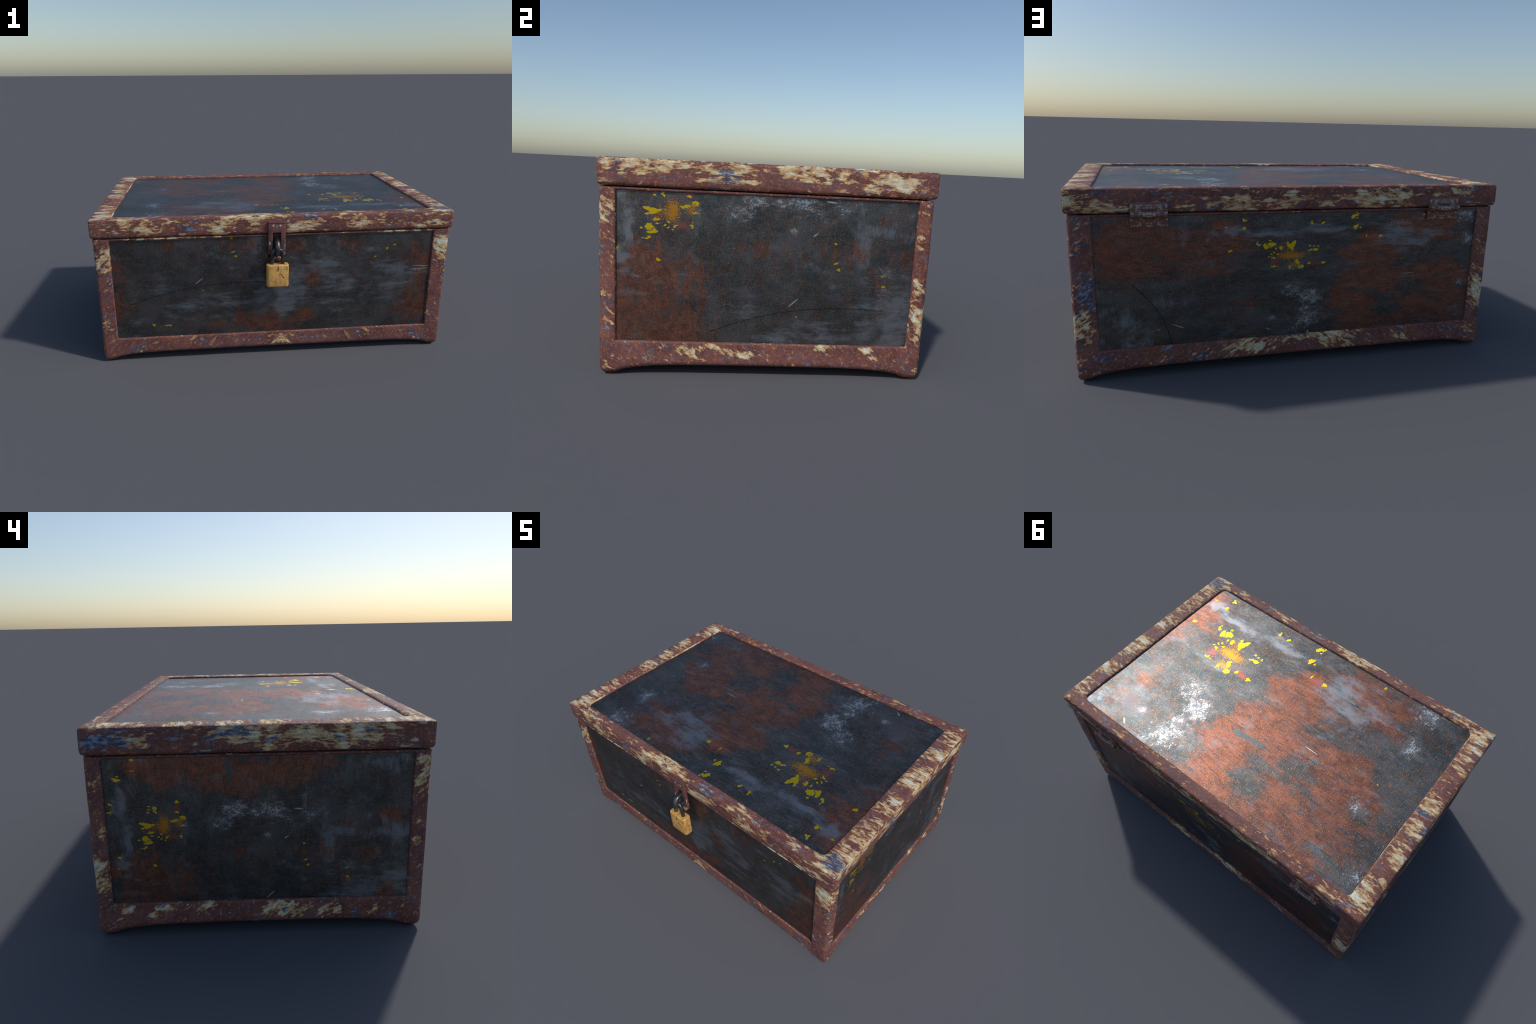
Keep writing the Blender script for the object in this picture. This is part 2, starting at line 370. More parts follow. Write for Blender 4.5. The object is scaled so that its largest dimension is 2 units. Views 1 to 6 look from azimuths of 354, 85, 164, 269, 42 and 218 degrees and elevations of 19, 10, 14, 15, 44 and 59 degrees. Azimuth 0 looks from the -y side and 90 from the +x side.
def frame_material(name, tables, lean, cover, stretch, fold, gain):
    m, k, bsdf = new_material(name)
    tcn = k.n.new('ShaderNodeTexCoord')
    v = tcn.outputs['Object']
    nrm = k.n.new('ShaderNodeSeparateXYZ')
    k.l.new(tcn.outputs['Normal'], nrm.inputs[0])
    end_face = k.math('GREATER_THAN', k.math('ABSOLUTE', nrm.outputs[0]), .72)
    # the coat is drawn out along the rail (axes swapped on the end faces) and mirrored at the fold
    fv = k.vmath('ABSOLUTE', k.vmath('SUBTRACT', v, fold), (0, 0, 0))
    a, b = stretch
    streak_x = k.mapping(fv, (0, 0, 0), (0, lean, 0), (1 / a, 1 / b, 1 / b), 'TEXTURE')
    streak_y = k.mapping(fv, (.3, .12, .07), (-lean, 0, 0), (1 / b, 1 / a, 1 / b), 'TEXTURE')
    sv = k.new('ShaderNodeMix', 1, props=dict(data_type='VECTOR'), _0=end_face, _4=streak_x, _5=streak_y)
    warp = k.vmath('MULTIPLY', k.vmath('SUBTRACT', k.noise(v, 22, 4, .6, out=1), (.5, .5, .5)), (.05, .05, .03))
    wv = k.vmath('ADD', v, warp)
    n1 = k.noise(sv, 1.0, 8, .66, .35)
    n2 = k.noise(k.mapping(sv, (5, 3, 9)), 2.6, 6, .65)
    fine = k.noise(sv, 4.2, 5, .7)
    fields = None
    for t in tables:
        s = k.spots(wv, t, 1.5)
        fields = s if fields is None else k.add(fields, s)
    f = k.mad(k.math('MINIMUM', fields, .8), gain, k.mad(k.sub(n1, .5), 3.1, k.mad(k.sub(fine, .5), 1.7, k.mad(k.sub(n2, .5), 2.3, cover))))
    brown = k.mix(k.step(k.noise(v, 9, 6, .65), .38, .62), BROWN_A, BROWN_B)
    mott = k.noise(k.mapping(sv, (7, 1, 4)), 2.2, 6, .7)
    brown = k.mix(k.step(mott, .50, .62, 0, .8), brown, PLUM)
    brown = k.mix(k.step(mott, .46, .36, 0, .6), brown, RUSTY)
    brown = k.mix(k.step(k.noise(k.mapping(sv, (1, 7, 2)), 3.2, 5, .7), .60, .70, 0, .75), brown, NAVY)
    brown = k.mix(k.step(k.noise(k.mapping(v, (2, 5, 2)), 75, 4, .7), .55, .66, 0, .75), brown, OCHRE)
    brown = k.mix(k.step(k.noise(k.mapping(sv, (9, 4, 6)), 1.5, 7, .72), .53, .64, 0, .7), brown, SLATE_CHIP)
    brown = k.mix(k.step(k.noise(k.mapping(v, (6, 3, 1)), 48, 5, .75), .64, .70, 0, .8), brown, TAN)
    # thin pale scratches
    scratch = k.noise(k.mapping(fv, (1, 2, 3), (.5, .8, .2), (.11, .018, .018), 'TEXTURE'), 1.0, 5, .7)
    brown = k.mix(k.step(scratch, .60, .68, 0, .65), brown, TAN)
    flake = k.ramp(k.mad(k.sub(mott, .5), 1.1, k.mul(f, .86)), [(0.30, OCHRE), (.46, TAN), (.68, CREAM), (.98, PALE)])
    flake = k.mix(k.step(k.noise(k.mapping(sv, (3, 3, 8)), 2.4, 6, .7), .55, .70, 0, .5), flake, STEEL_BLUE)
    col = k.mix(k.step(f, .24, .40), brown, flake)
    # grubby outline around flakes, blue undercoat
    col = k.mix(k.mul(k.step(f, .12, .26), k.step(f, .38, .30, 0, .45)), col, BROWN_A)
    blue = k.mad(k.spots(wv, BLUE_STAINS), .55, k.mul(k.sub(k.noise(k.mapping(sv, (2, 8, 4)), 1.7, 6, .65), .5), 2.2))
    col = k.mix(k.step(blue, .21, .36, 0, .85), col, k.mix(k.step(fine, .45, .62), NAVY, STEEL_BLUE))
    col = k.mix(k.step(k.noise(sv, 4.2, 5, .7, .5), .66, .72, 0, .8), col, PALE)
    flick = k.mad(k.sub(fine, .5), 1.1, k.mad(k.sub(k.noise(v, 130, 3, .7), .5), .9, 1.0))
    col = k.new('ShaderNodeMix', 2, props=dict(data_type='RGBA', blend_type='MULTIPLY'), _0=1.0, _6=col,
                _7=k.new('ShaderNodeCombineColor', Red=flick, Green=flick, Blue=flick))
    k.l.new(col, bsdf.inputs['Base Color'])
    k.put(bsdf.inputs['Roughness'], k.mad(k.sub(fine, .5), .3, .62))
    k.put(bsdf.inputs['Specular IOR Level'], .35)
    bump = k.new('ShaderNodeBump', Height=k.add(k.mul(k.step(f, .1, .7), .5), k.mul(fine, .9)), Strength=.55, Distance=.004)
    k.l.new(bump, bsdf.inputs['Normal'])
    return m


# ------------------------------------------------------------------ small hardware materials
def brass_material():
    m, k, bsdf = new_material('scratched_brass')
    v = k.n.new('ShaderNodeTexCoord').outputs['Object']
    n = k.stretched(v, 60, 60, 14, 6, .65)
    col = k.mix(k.step(n, .35, .68), (.60, .31, .085), (.83, .48, .14))
    specks = k.noise(v, 190, 4, .7)
    col = k.mix(k.step(specks, .55, .66, 0, .85), col, (.12, .06, .02))
    col = k.mix(k.step(k.stretched(v, 45, 45, 30, 6, .7, 0, 2.0), .50, .66, 0, .6), col, (.30, .15, .05))
    sepz = k.n.new('ShaderNodeSeparateXYZ')
    k.l.new(v, sepz.inputs[0])
    low = k.mad(k.sub(n, .5), .8, k.step(sepz.outputs[2], .475, .445))
    col = k.mix(k.step(low, .4, 1.0, 0, .5), col, (.25, .13, .05))
    # crack-like dark score down the face
    front = k.vmath('MULTIPLY', v, (1, 0, 1))
    wob = k.vmath('ADD', front, k.vmath('MULTIPLY', k.vmath('SUBTRACT', k.noise(v, 120, 3, .6, out=1), (.5, .5, .5)), (.012, 0, .012)))
    for a, b, w in (((.001, .577), (.002, .535), .0065), ((.008, .534), (.040, .494), .0050), ((.049, .570), (.050, .530), .004),
                    ((.008, .549), (-.010, .541), .005), ((.055, .520), (.058, .480), .003)):
        c = ((a[0] + b[0]) / 2, 0, (a[1] + b[1]) / 2)
        ang = math.atan2(b[1] - a[1], b[0] - a[0])
        mm = k.mapping(wob, c, (0, -ang, 0), (math.dist(a, b) / 2 + .002, 1, w), 'TEXTURE')
        s = k.new('ShaderNodeTexGradient', 1, props=dict(gradient_type='SPHERICAL'), Vector=mm)
        col = k.mix(k.step(k.mad(k.sub(specks, .5), 1.4, s), .2, .5, 0, .85), col, (.06, .03, .015))
    geo = k.n.new('ShaderNodeNewGeometry')
    col = k.mix(k.step(geo.outputs['Pointiness'], .52, .60, 0, .5), col, (.78, .52, .22))
    k.l.new(col, bsdf.inputs['Base Color'])
    k.put(bsdf.inputs['Metallic'], .15)
    k.put(bsdf.inputs['Roughness'], .52)
    k.l.new(k.new('ShaderNodeBump', Height=n, Strength=.2, Distance=.002), bsdf.inputs['Normal'])
    return m


def steel_material():
    m, k, bsdf = new_material('tarnished_steel')
    v = k.n.new('ShaderNodeTexCoord').outputs['Object']
    n = k.noise(v, 30, 6, .65)
    col = k.mix(k.step(n, .40, .62), (.060, .066, .078), (.12, .13, .145))
    col = k.mix(k.step(k.noise(k.mapping(v, (3, 1, 2)), 24, 6, .7), .52, .66, 0, .9), col, (.17, .062, .042))
    col = k.mix(k.step(k.noise(v, 85, 3, .6), .70, .76, 0, .7), col, (.45, .33, .03))
    k.l.new(col, bsdf.inputs['Base Color'])
    k.put(bsdf.inputs['Metallic'], .75)
    k.put(bsdf.inputs['Roughness'], k.step(n, .3, .7, .26, .42))
    return m


def hasp_material():
    m, k, bsdf = new_material('rusty_strap')
    v = k.n.new('ShaderNodeTexCoord').outputs['Object']
    n = k.stretched(v, 70, 70, 26, 7, .66, .3)
    f = k.mad(k.sub(n, .5), 2.2, k.spots(v, [(-.035, -.637, .66, .012, .03, .05, .55), (.043, -.637, .65, .012, .03, .05, .6),
                                            (0, -.637, .605, .04, .03, .02, .7), (-.02, -.637, .787, .008, .03, .008, .8),
                                            (.02, -.637, .787, .008, .03, .008, .8), (0, -.637, .783, .005, .03, .008, .7)]))
    col = k.mix(k.step(k.noise(v, 40, 5), .4, .6), (.105, .040, .036), (.165, .062, .052))
    col = k.mix(k.step(k.stretched(v, 60, 60, 20, 5, .6, 0, 4.0), .52, .63, 0, .75), col, (.075, .058, .085))
    col = k.mix(k.step(f, .38, .55), col, k.ramp(n, [(.45, (.42, .22, .12)), (.6, (.52, .42, .27)), (.75, (.45, .45, .45))]))
    k.l.new(col, bsdf.inputs['Base Color'])
    k.put(bsdf.inputs['Roughness'], .6)
    k.l.new(k.new('ShaderNodeBump', Height=n, Strength=.2, Distance=.002), bsdf.inputs['Normal'])
    return m


def hinge_material():
    m, k, bsdf = new_material('grey_rusty_hinge')
    v = k.n.new('ShaderNodeTexCoord').outputs['Object']
    ab = k.vmath('ABSOLUTE', v, (0, 0, 0))                    # the coat pattern is mirrored across the leaf
    n = k.stretched(ab, 26, 60, 150, 7, .66, .3)
    iso = k.noise(ab, 95, 5, .65)
    col = k.mix(k.step(iso, .42, .6), (.16, .062, .048), (.24, .10, .075))
    sep = k.n.new('ShaderNodeSeparateXYZ')
    k.l.new(v, sep.inputs[0])
    z = sep.outputs[2]
    col = k.mix(k.step(k.mad(k.sub(iso, .5), 1.0, n), .52, .66, 0, .9), col, (.50, .42, .26))
    # bluish galvanised bands: upper leaf and the crest of the barrel
    upper = k.mul(k.step(z, .022, .028), k.step(z, .046, .038))
    crest = k.mul(k.step(z, .001, .005), k.step(z, .013, .009))
    band = k.math('MAXIMUM', upper, crest)
    col = k.mix(k.mul(band, k.step(k.mad(k.sub(iso, .5), 1.1, n), .36, .54, 0, .8)), col, (.28, .31, .35))
    for s in (-1, 1):                                         # worn rivet rings
        far = k.new('ShaderNodeVectorMath', 1, props=dict(operation='LENGTH'),
                    _0=k.vmath('MULTIPLY', k.vmath('SUBTRACT', v, (s * .058, 0, .033)), (1, 0, 1)))
        col = k.mix(k.step(k.math('ABSOLUTE', k.sub(far, .005)), .003, .0015, 0, .9), col, (.12, .06, .05))
    k.l.new(col, bsdf.inputs['Base Color'])
    k.put(bsdf.inputs['Roughness'], .5)
    k.put(bsdf.inputs['Metallic'], .3)
    return m


# ------------------------------------------------------------------ geometry helpers
def add_object(name, verts, faces, material, parent, smooth_angle=40.0):
    me = bpy.data.meshes.new(name)
    me.from_pydata(verts, [], faces)
    bm = bmesh.new()
    bm.from_mesh(me)
    bmesh.ops.remove_doubles(bm, verts=bm.verts, dist=1e-5)
    bmesh.ops.recalc_face_normals(bm, faces=bm.faces)
    bm.to_mesh(me)
    bm.free()
    return link_mesh(name, me, material, parent, smooth_angle)


def link_mesh(name, me, material, parent, smooth_angle=40.0):
    me.materials.append(material)
    me.shade_smooth()
    me.set_sharp_from_angle(angle=math.radians(smooth_angle))
    o = bpy.data.objects.new(name, me)
    scene.collection.objects.link(o)
    o.parent = parent
    return o


def box_mesh(name, lo, hi, bevel=0.0, segments=3, cuts=0):
    me = bpy.data.meshes.new(name)
    bm = bmesh.new()
    bmesh.ops.create_cube(bm, size=1.0)
    for v in bm.verts:
        v.co = Vector([(a + b) / 2 + c * (b - a) for a, b, c in zip(lo, hi, v.co)])
    if bevel:
        bmesh.ops.bevel(bm, geom=bm.edges[:], offset=bevel, segments=segments, profile=.5, affect='EDGES')
    bm.to_mesh(me)
    bm.free()
    return me


def rect_path(hx, hy, cy, r, cols_x, cols_y, arc=5):
    """Closed rounded rectangle, counter-clockwise from the front-left; cols are positions along
    the straight sides (as fractions -1..1 of the straight part).  Yields (x, y, nx, ny)."""
    sx, sy = hx - r, hy - r
    pts = []
    sides = [((-sx, -hy), (sx, -hy), (0, -1), cols_x), ((hx, -sy), (hx, sy), (1, 0), cols_y),
             ((sx, hy), (-sx, hy), (0, 1), [-c for c in reversed(cols_x)]), ((-hx, sy), (-hx, -sy), (-1, 0), [-c for c in reversed(cols_y)])]
    for (ax, ay), (bx, by), (nx, ny), cols in sides:
        for c in cols:
            t = (c + 1) / 2
            pts.append((ax + (bx - ax) * t, ay + (by - ay) * t, nx, ny))
        a0 = math.atan2(ny, nx)
        ccx, ccy = bx - nx * r, by - ny * r
        for i in range(1, arc):
            a = a0 + math.pi / 2 * i / arc
            pts.append((ccx + r * math.cos(a), ccy + r * math.sin(a), math.cos(a), math.sin(a)))
    return [(x, y + cy, nx, ny) for x, y, nx, ny in pts]


def wobble(x, y, z, amp, scale=5.0, seed=0.0):
    return amp * mnoise.fractal(Vector((x * scale + seed, y * scale, z * scale)), 0.8, 2.0, 3)


def curve_at(table, a):
    """Smooth interpolation through (a, value) pairs."""
    if a <= table[0][0]:
        return table[0][1]
    for (a0, v0), (a1, v1) in zip(table, table[1:]):
        if a <= a1:
            t = (a - a0) / (a1 - a0)
            return v0 + (v1 - v0) * t
    return table[-1][1]


# height of the underside above the ground against distance from the corner: small feet, low arch
FOOT_ARCH = [(0, .0), (.045, .0), (.06, .0035), (.09, .0155), (.115, .0215), (.14, .026), (.18, .032), (.23, .036), (.33, .039), (.43, .040), (.9, .042)]


def underside(x, y):
    return curve_at(FOOT_ARCH, max(HX - abs(x), HY - abs(y - CY)))


# ------------------------------------------------------------------ body frame
def build_body_frame(material, parent):
    r = .020
    lip, depth = .009, .006          # softened lip of each opening

    def columns(lo, hi, half, step):
        """Fractions along a straight side, with columns at the opening's edges and lips."""
        s = half - r
        marks = [-s, s, lo, hi]
        for e in (.25, .5, .75, 1.0):
            marks += [lo - lip * e, hi + lip * e]
        n = int(2 * s / step)
        for i in range(1, n):
            c = -s + 2 * s * i / n
            if all(abs(c - m) > step * .3 for m in (lo, hi, -s, s)):
                marks.append(c)
        return [c / s for c in sorted(marks)]

    cols_x = columns(OPEN_X0, OPEN_X1, HX, .035)
    cols_y = columns(OPEN_Y0 - CY, OPEN_Y1 - CY, HY, .035)
    path = rect_path(HX, HY, CY, r, cols_x, cols_y, 6)
    # rows from the underside up: (lift above the arch, inset from the outer face, extra height), then plain heights
    plain = [.075, .09, .105, .12] + [OPEN_Z0 - lip * e for e in (1, .75, .5, .25)] + [OPEN_Z0]
    nz = 18
    plain += [OPEN_Z0 + (OPEN_Z1 - OPEN_Z0) * i / nz for i in range(1, nz)]
    plain += [OPEN_Z1, OPEN_Z1 + .003, OPEN_Z1 + .006, OPEN_Z1 + .009]
    under = [(.060, .110, .030), (0, .080, 0), (0, .056, 0), (.0004, .036, 0), (.004, .023, 0), (.0105, .012, 0), (.018, .005, 0), (.027, .0012, 0), (.036, 0, 0)]
    grid = []

    def in_opening(x, y, nx, ny):
        if ny < -.99 or ny > .99:
            return OPEN_X0 - 1e-6 <= x <= OPEN_X1 + 1e-6
        if abs(nx) > .99:
            return OPEN_Y0 - 1e-6 <= y <= OPEN_Y1 + 1e-6
        return False

    def lip_drop(x, y, nx, ny, z):
        """How far the surface rolls inwards close to an opening."""
        if max(abs(nx), abs(ny)) < .99:
            return 0.0
        if abs(ny) > .99:
            e = max(OPEN_X0 - x, x - OPEN_X1, OPEN_Z0 - z, z - OPEN_Z1)
        else:
            e = max(OPEN_Y0 - y, y - OPEN_Y1, OPEN_Z0 - z, z - OPEN_Z1)
        if e >= lip or e < -1e-4:
            return depth if e < -1e-4 else 0.0
        t = 1 - max(e, 0) / lip
        return depth * (1 - math.sqrt(max(0, 1 - t * t)))

    for lift, inset, extra in under:
        row = []
        for x, y, nx, ny in path:
            w = wobble(x, y, .05, .0016)
            mid = min(1, max(0, (max(HX - abs(x), HY - abs(y - CY)) - .05) / .15))
            k = inset * (1 - .35 * mid) if inset < .05 else inset
            px, py = x - nx * (k - w), y - ny * (k - w)
            row.append((px, py, underside(x - nx * k, y - ny * k) + lift * (1 - .3 * mid) + extra))
        grid.append(row)
    for z in plain:
        row = []
        for x, y, nx, ny in path:
            w = wobble(x, y, z, .0016)
            d = lip_drop(x, y, nx, ny, z) - w
            zz = max(z, underside(x, y) + .032) if z < .08 else z
            row.append((x - nx * d, y - ny * d, zz))
        grid.append(row)
    for z, inset in ((OPEN_Z1 + .0105, .002), (BODY_TOP, .007), (BODY_TOP + .001, .020), (BODY_TOP + .001, .060), (OPEN_Z1 - .02, .062)):
        grid.append([(x - nx * (inset - wobble(x, y, z, .0016)), y - ny * (inset - wobble(x, y, z, .0016)), z) for x, y, nx, ny in path])

    n = len(path)
    verts = [p for row in grid for p in row]
    faces = []
    zrow = [None] * len(under) + plain + [None] * 5
    opening = set()
    for i in range(len(grid) - 1):
        za, zb = zrow[i], zrow[i + 1]
        for j in range(n):
            j2 = (j + 1) % n
            hole = (za is not None and zb is not None and za >= OPEN_Z0 - 1e-6 and zb <= OPEN_Z1 + 1e-6
                    and in_opening(*path[j]) and in_opening(*path[j2]) and path[j][2:] == path[j2][2:])
            quad = (i * n + j, i * n + j2, (i + 1) * n + j2, (i + 1) * n + j)
            if hole:
                opening.add(quad)
            else:
                faces.append(quad)
    # walls of the openings: every hole edge that borders kept metal goes straight in
    edge_count = {}
    for q in opening:
        for a, b in zip(q, q[1:] + q[:1]):
            edge_count.setdefault(frozenset((a, b)), []).append((a, b))
    inner = {}
    for key, uses in edge_count.items():
        if len(uses) != 1:
            continue
        a, b = uses[0]
        for i in (a, b):
            if i not in inner:
                nx, ny = path[i % n][2:]
                x, y, z = verts[i]
                inner[i] = len(verts)
                verts.append((x - nx * .022, y - ny * .022, z))
        faces.append((a, b, inner[b], inner[a]))
    return add_object('body_frame', verts, faces, material, parent, 50)


# ------------------------------------------------------------------ lid rim
def build_lid_rim(material, parent):
    r = .012
    steps_x = [i / 48 * 2 - 1 for i in range(49)]
    steps_y = [i / 32 * 2 - 1 for i in range(33)]
    # profile: inset share (0 outside, 1 at the inner edge), extra inset, height, corner radius
    prof = [(1, .001, LID_Z0 + .012, .03), (1, 0, LID_Z0 + .004, .03), (.6, 0, LID_Z0 + .001, .02), (0, .022, LID_Z0, .014), (0, .012, LID_Z0 + .0008, r), (0, .0055, LID_Z0 + .004, r),
            (0, .0018, LID_Z0 + .010, r), (0, 0, LID_Z0 + .018, r), (0, 0, LID_Z0 + .04, r), (0, 0, LID_Z0 + .065, r), (0, 0, LID_Z1 - .012, r), (0, .0012, LID_Z1 - .006, r),
            (0, .0040, LID_Z1 - .002, r), (0, .0085, LID_Z1, r), (.25, 0, LID_Z1 + .0005, r), (.5, 0, LID_Z1 + .0008, .018), (.75, 0, LID_Z1 + .0005, .024),
            (1, -.010, LID_Z1 - .0003, .03), (1, -.005, LID_Z1 - .0015, .03), (1, -.0015, LID_Z1 - .0045, .03), (1, 0, LID_Z1 - .009, .03), (1, 0, LID_Z1 - .024, .03)]
    grid = []
    for share, extra, z, rad in prof:
        dx, dy = share * RAIL_X + extra, share * RAIL_Y + extra
        path = rect_path(LID_HX - dx, LID_HY - dy, LID_CY, rad, steps_x, steps_y, 6)
        row = []
        for x, y, nx, ny in path:
            side = wobble(x, y, z * .6, .0020, 6.0, 9.0)
            up = wobble(x, y, 0, .0018, 5.0, 21.0) if z > LID_Z1 - .03 else wobble(x, y, 1, .0012, 5.0, 33.0)
            row.append((x + nx * side, y + ny * side, z + up))
        grid.append(row)
    n = len(grid[0])
    verts = [p for row in grid for p in row]
    m = len(grid)
    faces = [(i * n + j, i * n + (j + 1) % n, ((i + 1) % m) * n + (j + 1) % n, ((i + 1) % m) * n + j) for i in range(m) for j in range(n)]
    return add_object('lid', verts, faces, material, parent, 50)


def tube(points, radius, sides=16, cap=True, closed=False):
    """Round bar along a list of points lying in one plane."""
    verts, faces = [], []
    pts = [Vector(p) for p in points]
    normal = None
    for i, p in enumerate(pts):
        t = (pts[min(i + 1, len(pts) - 1)] - pts[max(i - 1, 0)]).normalized()
        if normal is None:
            normal = next((u for u in (Vector((1, 0, 0)), Vector((0, 1, 0))) if all(abs((q - pts[0]).dot(u)) < 1e-6 for q in pts)))
        side = t.cross(normal).normalized()
        for s in range(sides):
            a = 2 * math.pi * s / sides
            verts.append(tuple(p + radius * (math.cos(a) * side + math.sin(a) * normal)))
    for i in range(len(pts) - 1):
        for s in range(sides):
            s2 = (s + 1) % sides
            faces.append((i * sides + s, i * sides + s2, (i + 1) * sides + s2, (i + 1) * sides + s))
    faces.append(tuple(range(sides)))
    faces.append(tuple((len(pts) - 1) * sides + s for s in range(sides)))
    return verts, faces


def arc(cy, cz, r, a0, a1, n):
    return [(cy + r * math.cos(math.radians(a0 + (a1 - a0) * i / n)), cz + r * math.sin(math.radians(a0 + (a1 - a0) * i / n))) for i in range(n + 1)]


# ------------------------------------------------------------------ assemble
chest = bpy.data.objects.new('storage_chest', None)
chest.empty_display_size = .2
scene.collection.objects.link(chest)
chest['label'] = "old metal-bound chest with rusty peeling frame, dark panels and brass padlock"
chest['category'] = "storage chest"

body_paint = frame_material('peeling_paint_body', (BODY_FLAKES_FRONT, BODY_FLAKES_RIGHT, BODY_FLAKES_LEFT, BODY_FLAKES_BACK), .6, -.15, (9, 20), (.03, -.9, -1), .95)
lid_paint = frame_material('peeling_paint_lid', (LID_FLAKES_FRONT, LID_FLAKES_ENDS, LID_FLAKES_BACK, LID_FLAKES_TOP), .06, .09, (6.5, 18), (-.115, -.15, -1), .60)

body = build_body_frame(body_paint, chest)
lid = build_lid_rim(lid_paint, chest)

back_y, front_y, side_x = Y1 - PANEL_SINK, Y0 + PANEL_SINK, HX - PANEL_SINK
M, T = .006, .016     # hidden overlap behind the frame, thickness
panels = [
    (('Z', 1.064, -.523), ('X', -.851, .911), (OPEN_X0 - M, front_y, OPEN_Z0 - M), (OPEN_X1 + M, front_y + T, OPEN_Z1 + M)),
    (('X', -.334, .784), ('Z', .446, -.482), (OPEN_X0 - M, back_y - T, OPEN_Z0 - M), (OPEN_X1 + M, back_y, OPEN_Z1 + M)),
    (('Z', .678, -.4565), ('Y', .276, -.6405), (-side_x, OPEN_Y0 - M, OPEN_Z0 - M), (-side_x + T, OPEN_Y1 + M, OPEN_Z1 + M)),
    (('Z', .8976, -.519), ('Y', -.2234, .76), (side_x - T, OPEN_Y0 - M, OPEN_Z0 - M), (side_x, OPEN_Y1 + M, OPEN_Z1 + M)),
]
for pf, qf, lo, hi in panels:
    link_mesh('side_panel', box_mesh('side_panel', lo, hi), sheet_material('worn_sheet', pf, qf), body)
lid_sheet = sheet_material('worn_sheet', ('X', 0, 1), ('Y', 0, 1))
link_mesh('lid_panel', box_mesh('lid_panel', (-LID_HX + RAIL_X - M, LID_Y0 + RAIL_Y - M, LID_Z0 + .006), (LID_HX - RAIL_X + M, LID_Y1 - RAIL_Y + M, LID_Z1 - PANEL_SINK)), lid_sheet, lid)
link_mesh('floor_panel', box_mesh('floor_panel', (-HX + .06, Y0 + .06, .078), (HX - .06, Y1 - .06, .094)), sheet_material('worn_sheet', ('X', .3, 1), ('Y', -.2, 1)), body)

# hasp: strap with a slot and clipped lower corners, folded cap on top
strap = hasp_material()
y_f, y_b = -.6385, -.6245


def build_hasp():
    half, slot = .0475, .0225
    zt, zb, zs0, zs1, clip = .797, .583, .608, .7465, .036
    outline = [(-half, zt), (-half, zb + clip), (-half + .022, zb), (half - .022, zb), (half, zb + clip), (half, zt)]
    hole = [(-slot, zs1), (-slot, zs0), (slot, zs0), (slot, zs1)]
    me = bpy.data.meshes.new('hasp')
    bm = bmesh.new()
    # quads around the slot
    P = {}

    def vert(x, z):
        key = (round(x, 5), round(z, 5))
        if key not in P:
            P[key] = bm.verts.new((x, y_f, z))
        return P[key]
    for poly in ([(-half, zt), (-slot, zt), (-slot, zs1), (-half, zs1)], [(-slot, zt), (slot, zt), (slot, zs1), (-slot, zs1)],
                 [(slot, zt), (half, zt), (half, zs1), (slot, zs1)], [(-half, zs1), (-slot, zs1), (-slot, zs0), (-half, zs0)],
                 [(slot, zs1), (half, zs1), (half, zs0), (slot, zs0)], [(-half, zs0), (-slot, zs0), (-half + .022, zb), (-half, zb + clip)],
                 [(-slot, zs0), (slot, zs0), (half - .022, zb), (-half + .022, zb)], [(slot, zs0), (half, zs0), (half, zb + clip), (half - .022, zb)]):
        bm.faces.new([vert(*p) for p in poly])
    ext = bmesh.ops.extrude_face_region(bm, geom=bm.faces[:])
    for g in ext['geom']:
        if isinstance(g, bmesh.types.BMVert):
            g.co.y = y_b
    bmesh.ops.recalc_face_normals(bm, faces=bm.faces)
    sharp = [e for e in bm.edges if len(e.link_faces) == 2 and e.calc_face_angle() > .5]
    bmesh.ops.bevel(bm, geom=sharp, offset=.0016, segments=2, profile=.5, affect='EDGES')
    bm.to_mesh(me)
    bm.free()
    return link_mesh('hasp', me, strap, chest)


hasp = build_hasp()
link_mesh('hasp_fold', box_mesh('hasp_fold', (-.0485, y_f - .0015, .7955), (.0485, -.615, .8065), .003, 3), strap, hasp)

steel = steel_material()
loop = [(-.598, .699)] + [(y, z) for y, z in arc(-.6425, .664, .035, 90, 270, 18)] + [(-.598, .629)]
sv, sf = tube([(0.0, y, z) for y, z in loop], .0150)
add_object('staple', sv, sf, steel, hasp, 60)

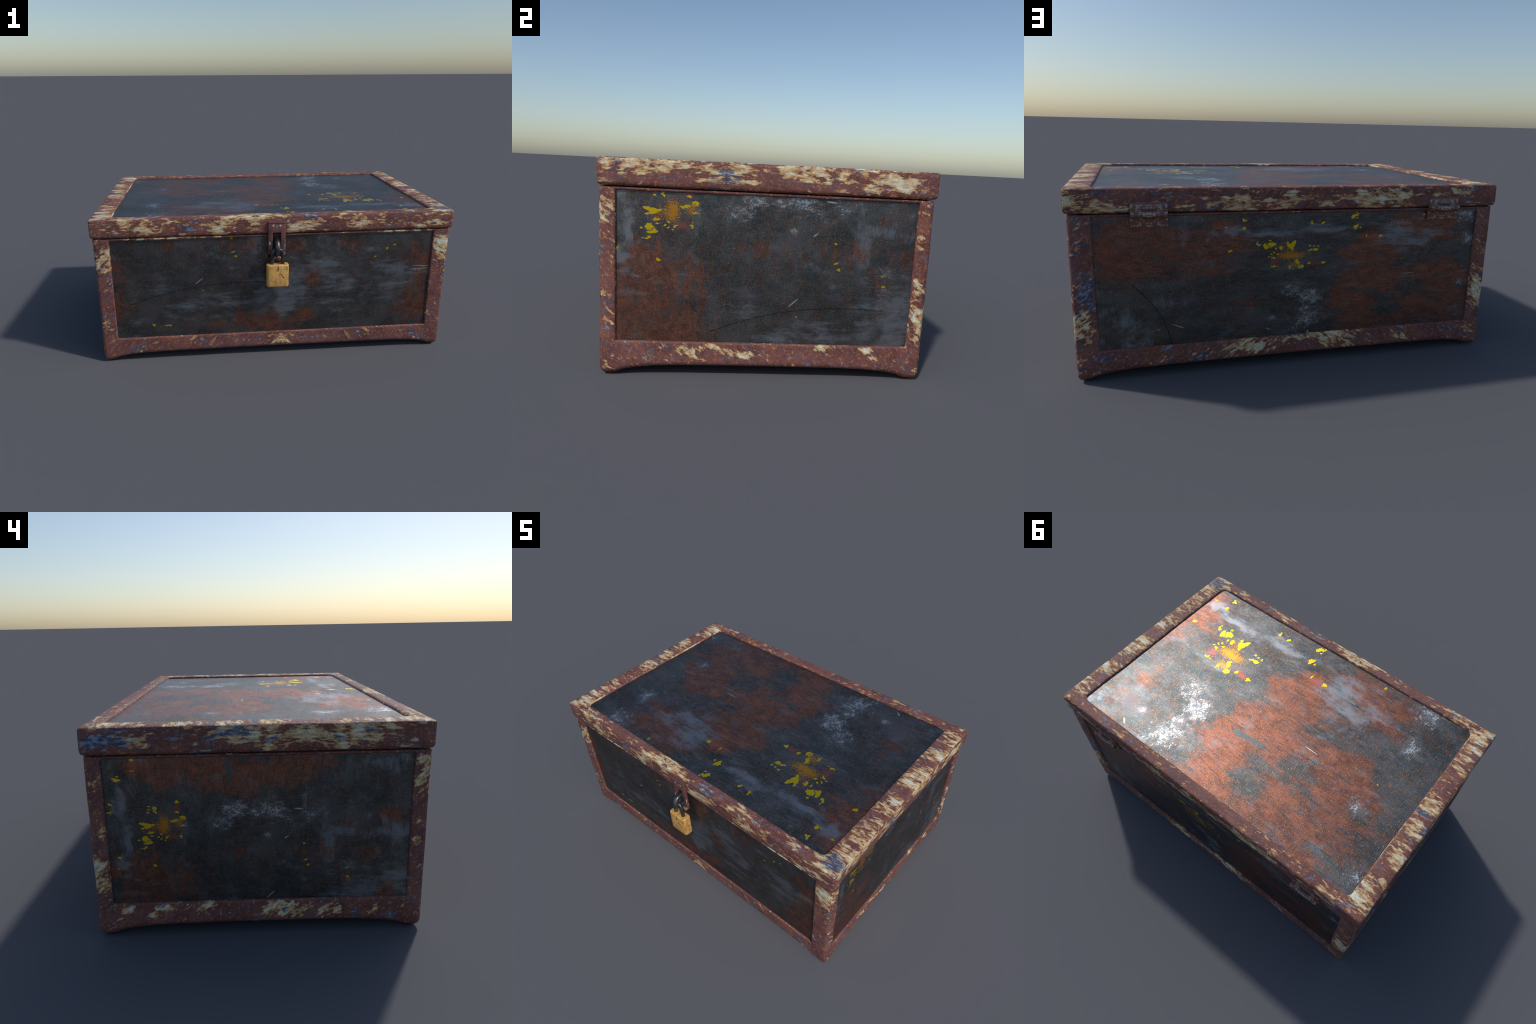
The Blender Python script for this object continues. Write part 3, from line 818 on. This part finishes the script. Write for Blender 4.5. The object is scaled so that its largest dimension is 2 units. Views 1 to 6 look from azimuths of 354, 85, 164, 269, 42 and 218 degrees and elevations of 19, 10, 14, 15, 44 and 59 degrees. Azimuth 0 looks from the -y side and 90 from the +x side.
# padlock
pl = bpy.data.meshes.new('padlock')
bm = bmesh.new()
bmesh.ops.create_cube(bm, size=1.0)
for v in bm.verts:
    v.co = Vector((v.co.x * .123, -.6635 + v.co.y * .054, .5125 + v.co.z * .128))
upright = [e for e in bm.edges if abs(e.verts[0].co.z - e.verts[1].co.z) > .01]
bmesh.ops.bevel(bm, geom=upright, offset=.017, segments=6, profile=.5, affect='EDGES')
flat = [e for e in bm.edges if len(e.link_faces) == 2 and e.calc_face_angle() > 1.0]
bmesh.ops.bevel(bm, geom=flat, offset=.0065, segments=4, profile=.5, affect='EDGES')
bm.to_mesh(pl)
bm.free()
padlock = link_mesh('padlock', pl, brass_material(), chest)
bow = [(-.029, .565), (-.029, .60)] + arc(0, .630, .029, 180, 0, 18) + [(.029, .60), (.029, .565)]
sv, sf = tube([(x, -.6635, z) for x, z in bow], .0105)
add_object('shackle', sv, sf, steel, padlock, 60)

# hinges: two leaves and a barrel each, sharing meshes; local origin on the barrel axis
hinge_mat = hinge_material()
HINGE_Z, HINGE_Y = .7315, .6745
upper_me = box_mesh('hinge', (-.0755, -.013, .008), (.0755, -.0045, .0505), .0012, 2)
lower_me = box_mesh('hinge_leaf', (-.0765, -.030, -.0555), (.0765, -.0145, -.008), .0012, 2)
bar_v = []
for i, x in enumerate((-.075, .075)):
    for s in range(12):
        a = 2 * math.pi * (s + .5) / 12
        bar_v.append((x, .0168 * math.cos(a), .0168 * math.sin(a)))
bar_f = [(s, (s + 1) % 12, 12 + (s + 1) % 12, 12 + s) for s in range(12)] + [tuple(range(12)), tuple(range(12, 24))]
first = None
for cx in (.664, -.7055):
    if first is None:
        h = link_mesh('hinge', upper_me, hinge_mat, chest)
        leaf = link_mesh('hinge_leaf', lower_me, hinge_mat, h)
        barrel = add_object('hinge_barrel', bar_v, bar_f, hinge_mat, h, 35)
        first = (h, leaf, barrel)
    else:
        h = first[0].copy()
        scene.collection.objects.link(h)
        for part in first[1:]:
            c = part.copy()
            c.parent = h
            scene.collection.objects.link(c)
    h.location = (cx, HINGE_Y, HINGE_Z)
